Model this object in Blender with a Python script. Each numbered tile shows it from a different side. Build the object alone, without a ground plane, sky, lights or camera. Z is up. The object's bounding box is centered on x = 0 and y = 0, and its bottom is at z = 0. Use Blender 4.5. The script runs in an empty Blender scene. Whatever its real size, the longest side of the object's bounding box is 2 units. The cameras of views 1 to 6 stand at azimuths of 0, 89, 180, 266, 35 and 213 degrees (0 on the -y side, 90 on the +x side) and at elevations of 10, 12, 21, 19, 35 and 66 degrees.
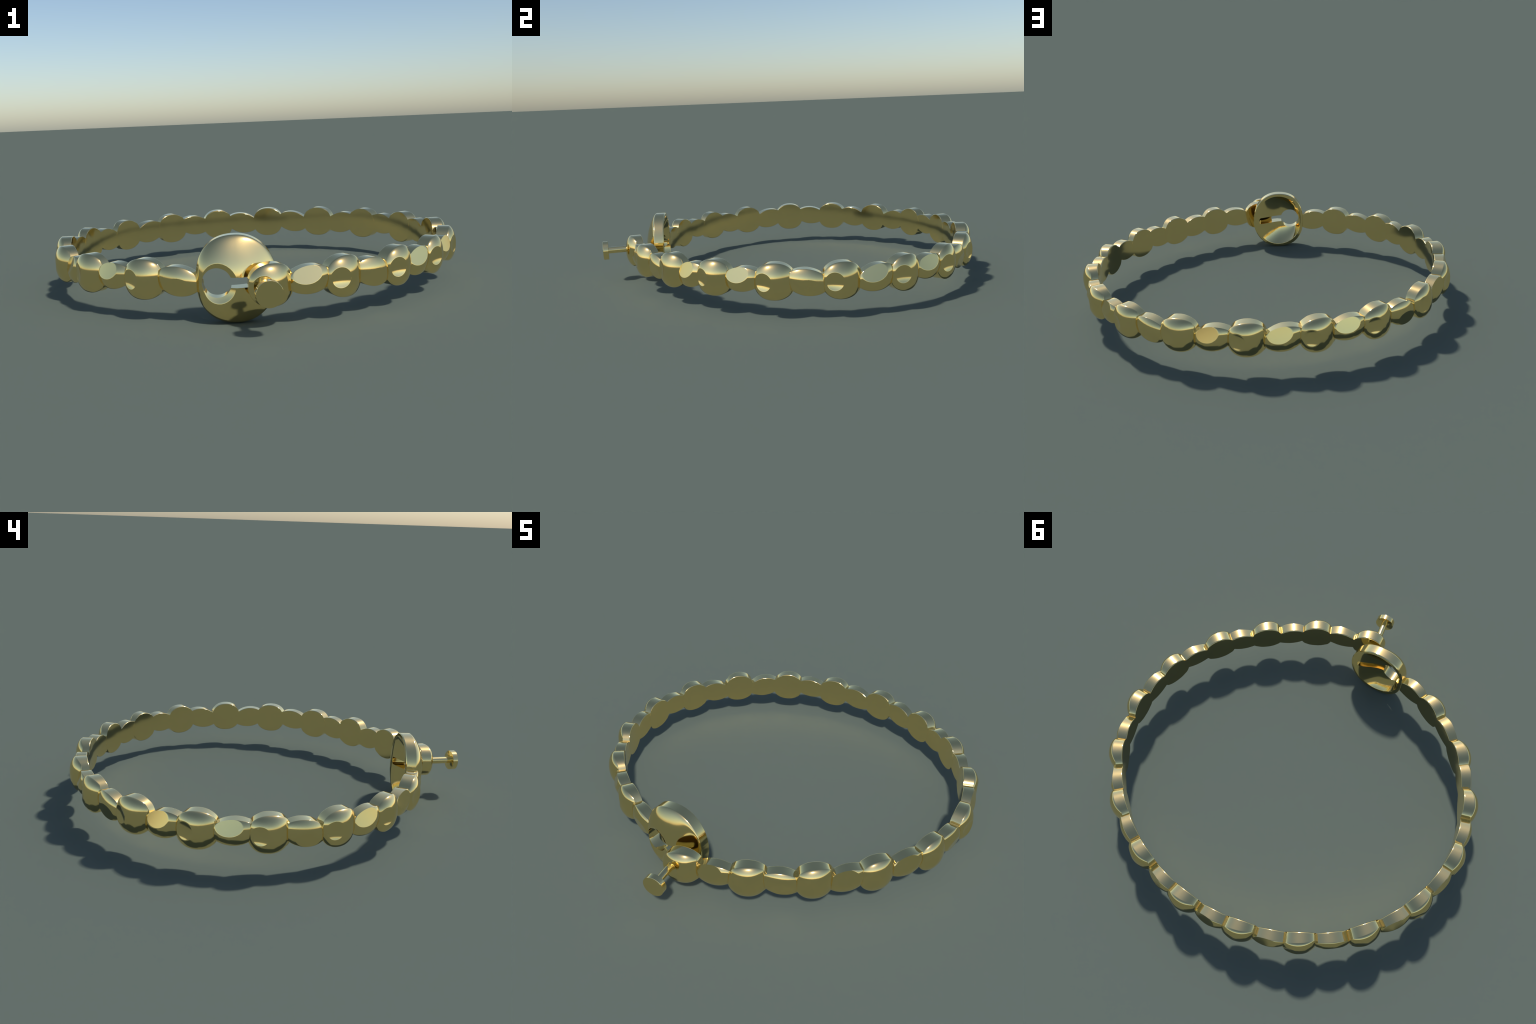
"""Gold bangle: alternating round and oval hammered beads on an oval ring,
closed by a large keyhole plate and a stud standing on the last bead."""
import bpy, bmesh, math
from mathutils import Vector

# ------------------------------------------------------------------ material
def gold_material():
    m = bpy.data.materials.new("polished_gold")
    m.use_nodes = True
    nt = m.node_tree
    b = nt.nodes["Principled BSDF"]
    b.inputs["Metallic"].default_value = 1.0
    tc = nt.nodes.new("ShaderNodeTexCoord")
    n = nt.nodes.new("ShaderNodeTexNoise")
    n.inputs["Scale"].default_value = 9.0
    n.inputs["Detail"].default_value = 3.0
    nt.links.new(tc.outputs["Object"], n.inputs["Vector"])
    ramp = nt.nodes.new("ShaderNodeValToRGB")
    ramp.color_ramp.elements[0].position = 0.3
    ramp.color_ramp.elements[0].color = (GOLD[0] * .99, GOLD[1] * .99, GOLD[2] * .985, 1)
    ramp.color_ramp.elements[1].position = 0.7
    ramp.color_ramp.elements[1].color = (*GOLD, 1)
    nt.links.new(n.outputs["Fac"], ramp.inputs["Fac"])
    nt.links.new(ramp.outputs["Color"], b.inputs["Base Color"])
    b.inputs["Roughness"].default_value = ROUGH
    return m

GOLD = (1.0, 0.766, 0.336)
ROUGH = 0.095
MAT = gold_material()

# ------------------------------------------------------------------ ring path
CY, AX, AY = 0.1107, 0.892, 0.822        # centre and half axes of the inner oval
# radial factor against angle (0 = front, 90 = +x); the ends overlap at the clasp
REL = [(-9, 1.117), (-2, 1.102), (3.1, 1.083), (7.7, 1.066), (17.7, 1.043), (26.9, 1.017), (36, 1.000),
       (46, .990), (55, .986), (64, .988), (73, .992), (91, .999), (110, 1.001), (138, .996),
       (158, .990), (180, .989), (200, .989), (220, .996), (250, 1.002), (268, 1.002),
       (285, 1.001), (304, .994), (313, .990), (323, .981), (333, .976), (343.4, .969), (356, .963)]

def rel(t):
    k = 0
    while k < len(REL) - 2 and t > REL[k + 1][0]:
        k += 1
    p = [REL[max(0, k - 1)], REL[k], REL[k + 1], REL[min(len(REL) - 1, k + 2)]]
    h = p[2][0] - p[1][0]
    u = (t - p[1][0]) / h
    m1 = (p[2][1] - p[0][1]) / max(p[2][0] - p[0][0], 1e-6) * h
    m2 = (p[3][1] - p[1][1]) / max(p[3][0] - p[1][0], 1e-6) * h
    return ((2*u**3 - 3*u*u + 1) * p[1][1] + (u**3 - 2*u*u + u) * m1
            + (-2*u**3 + 3*u*u) * p[2][1] + (u**3 - u*u) * m2)

def on_oval(deg):
    a = math.radians(deg)
    sx, sy = math.sin(a), -math.cos(a)
    q = rel(deg) / math.hypot(sx / AX, sy / AY)
    return sx * q, CY + sy * q

STEP = 0.25
T0 = -9.0
PATH = [on_oval(T0 + STEP * i) for i in range(int((356 - T0) / STEP) + 1)]
for _ in range(6):                                   # even out the control points
    PATH = [PATH[0]] + [tuple((a[c] + 2*b[c] + d[c]) / 4 for c in (0, 1))
                        for a, b, d in zip(PATH, PATH[1:], PATH[2:])] + [PATH[-1]]
ARC = [0.0]
for a, b in zip(PATH, PATH[1:]):
    ARC.append(ARC[-1] + math.dist(a, b))

def arc_at(deg):
    f = (deg - T0) / STEP
    i = min(max(int(f), 0), len(ARC) - 2)
    return ARC[i] + (f - i) * (ARC[i + 1] - ARC[i])

def place(s, z, h):
    """arc position, height, distance outward -> world"""
    lo, hi = 0, len(ARC) - 2
    while lo < hi:
        m = (lo + hi + 1) // 2
        if ARC[m] <= s: lo = m
        else: hi = m - 1
    def normal(i):
        i = min(max(i, 1), len(PATH) - 2)
        tx, ty = PATH[i+1][0] - PATH[i-1][0], PATH[i+1][1] - PATH[i-1][1]
        l = math.hypot(tx, ty)
        return ty / l, -tx / l
    u = (s - ARC[lo]) / (ARC[lo + 1] - ARC[lo])
    n0, n1 = normal(lo), normal(lo + 1)
    nx, ny = n0[0] + (n1[0] - n0[0]) * u, n0[1] + (n1[1] - n0[1]) * u
    x = PATH[lo][0] + (PATH[lo + 1][0] - PATH[lo][0]) * u
    y = PATH[lo][1] + (PATH[lo + 1][1] - PATH[lo][1]) * u
    return x + nx * h, y + ny * h, z

# ------------------------------------------------------------------ bead body
def smoothstep(a, b, x):
    t = min(max((x - a) / (b - a), 0.0), 1.0)
    return t * t * (3 - 2 * t)

def dome(q, wall, crown, p, e):
    """cushion profile: flat-ish crown falling steeply to the wall at q = 1"""
    return wall + crown * max(0.0, 1 - q ** p) ** (1 / e)

def superellipse(phi, a, b, n):
    c, s = math.cos(phi), math.sin(phi)
    return (a * math.copysign(abs(c) ** (2 / n), c), b * math.copysign(abs(s) ** (2 / n), s))

def lens_solid(name, outline, front, back, world, rings=40, segs=144, lip=0.003,
               lip_at=lambda x: 1.0, mat=MAT):
    """solid between a back sheet and a domed front sheet inside one outline"""
    bm = bmesh.new()
    rim = [outline(2 * math.pi * j / segs) for j in range(segs)]
    def sheet(f, shrink, power):
        c = bm.verts.new(world(0, 0, f(0, 0, 0)))
        rows = []
        for i in range(1, rings + 1):
            q = math.sin(i / rings * math.pi / 2) ** power
            row = []
            for x, y in rim:
                k = q * (1 - shrink * lip_at(x))
                row.append(bm.verts.new(world(x * k, y * k, f(x * q, y * q, q))))
            rows.append(row)
        return c, rows
    fc, fr = sheet(front, 0.0, 1.0)
    r = max(abs(v) for p in rim for v in p)
    bc, br = sheet(back, lip / r, 0.8)
    def wall_row(f):
        row = []
        for x, y in rim:
            lo, hi = back(x, y, 1.0) + lip * max(lip_at(x), .05), front(x, y, 1.0)
            row.append(bm.verts.new(world(x, y, lo + (hi - lo) * f)))
        return row
    walls = [wall_row(f) for f in (.96, .5, .04, 0.0)]
    for j in range(segs):
        k = (j + 1) % segs
        bm.faces.new((fc, fr[0][j], fr[0][k]))
        bm.faces.new((bc, br[0][k], br[0][j]))
        for i in range(rings - 1):
            bm.faces.new((fr[i][j], fr[i+1][j], fr[i+1][k], fr[i][k]))
            bm.faces.new((br[i][k], br[i+1][k], br[i+1][j], br[i][j]))
        for u, v in zip([fr[-1]] + walls, walls + [br[-1]]):
            bm.faces.new((u[j], v[j], v[k], u[k]))
    bmesh.ops.recalc_face_normals(bm, faces=bm.faces)
    for e in bm.edges:
        e.smooth = not (len(e.link_faces) == 2 and e.calc_face_angle(0) > math.radians(62))
    for f in bm.faces: f.smooth = True
    me = bpy.data.meshes.new(name)
    bm.to_mesh(me); bm.free()
    me.materials.append(mat)
    o = bpy.data.objects.new(name, me)
    bpy.context.scene.collection.objects.link(o)
    return o

ROOT = bpy.data.objects.new("gold_bracelet", None)
bpy.context.scene.collection.objects.link(ROOT)
ROOT["label"] = "polished gold bangle of hammered beads with keyhole clasp"
ROOT["category"] = "bracelet"

def bead(name, s0, z0, a, b, n, tilt, wall, crown, p, e, droop, skew, dents, inset=0.0, free=.068):
    ct, st = math.cos(tilt), math.sin(tilt)
    def outline(phi):
        x, y = superellipse(phi, a, b, n)
        return x * ct - y * st, x * st + y * ct
    def front(x, z, q):
        h = dome(q, wall, crown, p, e) - droop * x * x * (1.7 if x > 0 else 1.0) + skew * x
        for d in dents:
            h = min(h, d(x, z))
        return max(h, wall * 0.7)
    o = lens_solid(name, outline, front, lambda x, z, q: inset,
                   lambda x, z, h: place(s0 + x, z0 + z, h),
                   lip_at=lambda x: smoothstep(free, free - .015, abs(x)))
    o.parent = ROOT
    return o

def bowl(cx, cz, level, radius, lean):
    """shallow spherical hammer mark that runs off one side of the bead"""
    return lambda x, z: level + lean * (x - cx) + ((x - cx) ** 2 + (z - cz) ** 2) / (2 * radius)

def flat(cx, cz, level, gx, gz, rx, rz, turn=0.0):
    """ground facet, slightly hollow, its long axis turned in the face plane"""
    ct, st = math.cos(turn), math.sin(turn)
    def f(x, z):
        u = (x - cx) * ct + (z - cz) * st
        v = -(x - cx) * st + (z - cz) * ct
        return level + gx * u + gz * v + u * u / (2 * rx) + v * v / (2 * rz)
    return f

# angles (degrees) of the notches between neighbouring beads
NOTCH = [7.7, 17.7, 26.9, 36.2, 46.2, 54.6, 64.1, 73.5, 82.7, 91.0, 101.5, 110.6, 119.8, 129.0,
         138.0, 147.1, 158.4, 168.6, 179.5, 190.2, 200.2, 210.2, 219.7, 229.7, 240.5, 249.5,
         258.9, 267.8, 276.7, 285.5, 295.9, 304.0, 312.8, 323.2, 333.3, 343.4]
# the ovals come in three cuts: steep, gentle, and turned over
OVALS = ["gentle", "turned", "steep", "gentle", "turned", "steep", "gentle", "turned", "steep",
         "steep", "gentle", "turned", "steep", "gentle", "turned", "steep", "gentle", "turned"]
CUT = {"steep":  dict(z=.172, a=.094, b=.0588, tilt=math.radians(12.5)),
       "gentle": dict(z=.178, a=.094, b=.0552, tilt=math.radians(6)),
       "turned": dict(z=.171, a=.094, b=.0588, tilt=math.radians(-11))}

ROUND = dict(a=.0865, b=.0828, n=2.25, wall=.052, crown=.034, p=2.1, e=1.6, droop=1.6, skew=-.09)
DENT = dict(x=-.047, z=.003, deep=.0115, curve=.115, lean=.20)      # hammer mark on each round bead

def round_bead(s0, z0=.1735):
    r, d = ROUND, DENT
    crest = (dome(abs(d["x"]) / r["a"], r["wall"], r["crown"], r["p"], r["e"])
             - r["droop"] * d["x"] ** 2 + r["skew"] * d["x"])
    return bead("round_bead", s0, z0, r["a"], r["b"], r["n"], 0.0, r["wall"], r["crown"],
                r["p"], r["e"], r["droop"], r["skew"],
                [bowl(d["x"], d["z"], crest - d["deep"], d["curve"], d["lean"])])

def oval_bead(s0, cut):
    c = CUT[cut]
    t = c["tilt"]
    if cut == "turned":
        d = flat(.014, 0, .0670, -.04, .28, 1.2, .9, t)
    else:
        d = flat(-.008, 0, .0662, .06, -.350, 3.0, 2.5, t + math.radians(10))
    return bead("oval_bead", s0, c["z"], c["a"], c["b"], 1.9, t, .052, .0195, 2.0, 1.3, .9, .04, [d], inset=.0003)

for i in range(len(NOTCH) - 1):
    s0 = (arc_at(NOTCH[i]) + arc_at(NOTCH[i + 1])) / 2
    if i % 2 == 0:
        oval_bead(s0, OVALS[i // 2])
    else:
        round_bead(s0)

# ------------------------------------------------------------------ clasp
CLASP_S = arc_at(3.1)
clasp_bead = round_bead(CLASP_S, .172)

PX, PZ, PB = -.078, .175, -.655            # keyhole plate: centre, back plane (faces +y)
HOLE = (-.153 - PX, .172 - PZ, .058)
SLOT_HALF, SLOT_END = .020, .042 - PX

def plate_outline(phi):
    return superellipse(phi, .158, .175, 2.35 if math.cos(phi) < 0 else 2.05)

def plate_front(x, z, q):
    h = dome(q, .050, .063, 2.0, 1.5) - (.11 * x + .045 * z) * (1 - q ** 6)
    d = (x - HOLE[0]) ** 2 + (z - HOLE[1]) ** 2
    return max(min(h, .088 + .12 * (x - HOLE[0]) + d / .40), .038)

def plate_back(x, z, q):
    half = .162 * math.sqrt(max(1e-6, 1 - (x / .15) ** 2))
    return (.052 * smoothstep(.145, -.02, x) * max(0.0, 1 - abs(z / half) ** 2.6)
            * smoothstep(-.152, -.105, x))

plate = lens_solid("keyhole_plate", plate_outline, plate_front, plate_back,
                   lambda x, z, h: (PX + x, PB - h, PZ + z), rings=56, segs=192, lip=.004)

def keyhole_cutter():
    r = HOLE[2]
    a0 = math.asin(SLOT_HALF / r)
    pts = []
    n = 72
    for i in range(n + 1):
        a = a0 + (2 * math.pi - 2 * a0) * i / n
        pts.append((HOLE[0] + r * math.cos(a), HOLE[1] + r * math.sin(a)))
    rr = .012                                    # rounded slot end
    for i in range(7):
        a = -math.pi / 2 + math.pi / 2 * i / 6
        pts.append((SLOT_END - rr + rr * math.cos(a), HOLE[1] - SLOT_HALF + rr + rr * math.sin(a)))
    for i in range(7):
        a = math.pi / 2 * i / 6
        pts.append((SLOT_END - rr + rr * math.cos(a), HOLE[1] + SLOT_HALF - rr + rr * math.sin(a)))
    bm = bmesh.new()
    lo = [bm.verts.new((PX + x, PB + .05, PZ + z)) for x, z in pts]
    hi = [bm.verts.new((PX + x, PB - .25, PZ + z)) for x, z in pts]
    bm.faces.new(lo); bm.faces.new(list(reversed(hi)))
    for j in range(len(pts)):
        k = (j + 1) % len(pts)
        bm.faces.new((lo[j], hi[j], hi[k], lo[k]))
    bmesh.ops.recalc_face_normals(bm, faces=bm.faces)
    me = bpy.data.meshes.new("cutter"); bm.to_mesh(me); bm.free()
    o = bpy.data.objects.new("cutter", me)
    bpy.context.scene.collection.objects.link(o)
    return o

cut = keyhole_cutter()
mod = plate.modifiers.new("keyhole", "BOOLEAN")
mod.operation = "DIFFERENCE"; mod.object = cut; mod.solver = "EXACT"
dg = bpy.context.evaluated_depsgraph_get()
new = bpy.data.meshes.new_from_object(plate.evaluated_get(dg))
plate.modifiers.clear()
plate.data = new
new.materials.clear(); new.materials.append(MAT)
bm = bmesh.new(); bm.from_mesh(new)
for e in bm.edges:
    e.smooth = not (len(e.link_faces) == 2 and e.calc_face_angle(0) > math.radians(38))
for f in bm.faces: f.smooth = True
bm.to_mesh(new); bm.free()
bpy.data.objects.remove(cut)
plate.parent = ROOT

# stud: shaft and flat head, turned about one axis
def lathe(name, base, axis, profile, segs=64):
    axis = Vector(axis).normalized()
    u = axis.cross(Vector((0, 0, 1))).normalized()
    w = u.cross(axis)
    bm = bmesh.new()
    rows = []
    for d, r in profile:
        c = Vector(base) + axis * d
        rows.append([bm.verts.new(c + (u * math.cos(2*math.pi*j/segs) + w * math.sin(2*math.pi*j/segs)) * r)
                     for j in range(segs)])
    for a, b in zip(rows, rows[1:]):
        for j in range(segs):
            k = (j + 1) % segs
            bm.faces.new((a[j], a[k], b[k], b[j]))
    bm.faces.new(rows[0]); bm.faces.new(list(reversed(rows[-1])))
    bmesh.ops.recalc_face_normals(bm, faces=bm.faces)
    for e in bm.edges:
        e.smooth = not (len(e.link_faces) == 2 and e.calc_face_angle(0) > math.radians(30))
    for f in bm.faces: f.smooth = True
    me = bpy.data.meshes.new(name); bm.to_mesh(me); bm.free()
    me.materials.append(MAT)
    o = bpy.data.objects.new(name, me)
    bpy.context.scene.collection.objects.link(o)
    return o

TIP = Vector((.045, -.990, .175))
AXIS = Vector((.17, -.985, -.015)).normalized()
LEN = .155
BASE = TIP - AXIS * LEN
shaft = lathe("clasp_stud", BASE, AXIS, [(-.02, .0172), (LEN - .027, .0172), (LEN - .02, .0172)])
head = lathe("stud_head", BASE, AXIS, [(LEN - .028, .0490), (LEN - .0275, .0502), (LEN - .001, .0502), (LEN, .0490)])
shaft.parent = ROOT
head.parent = shaft
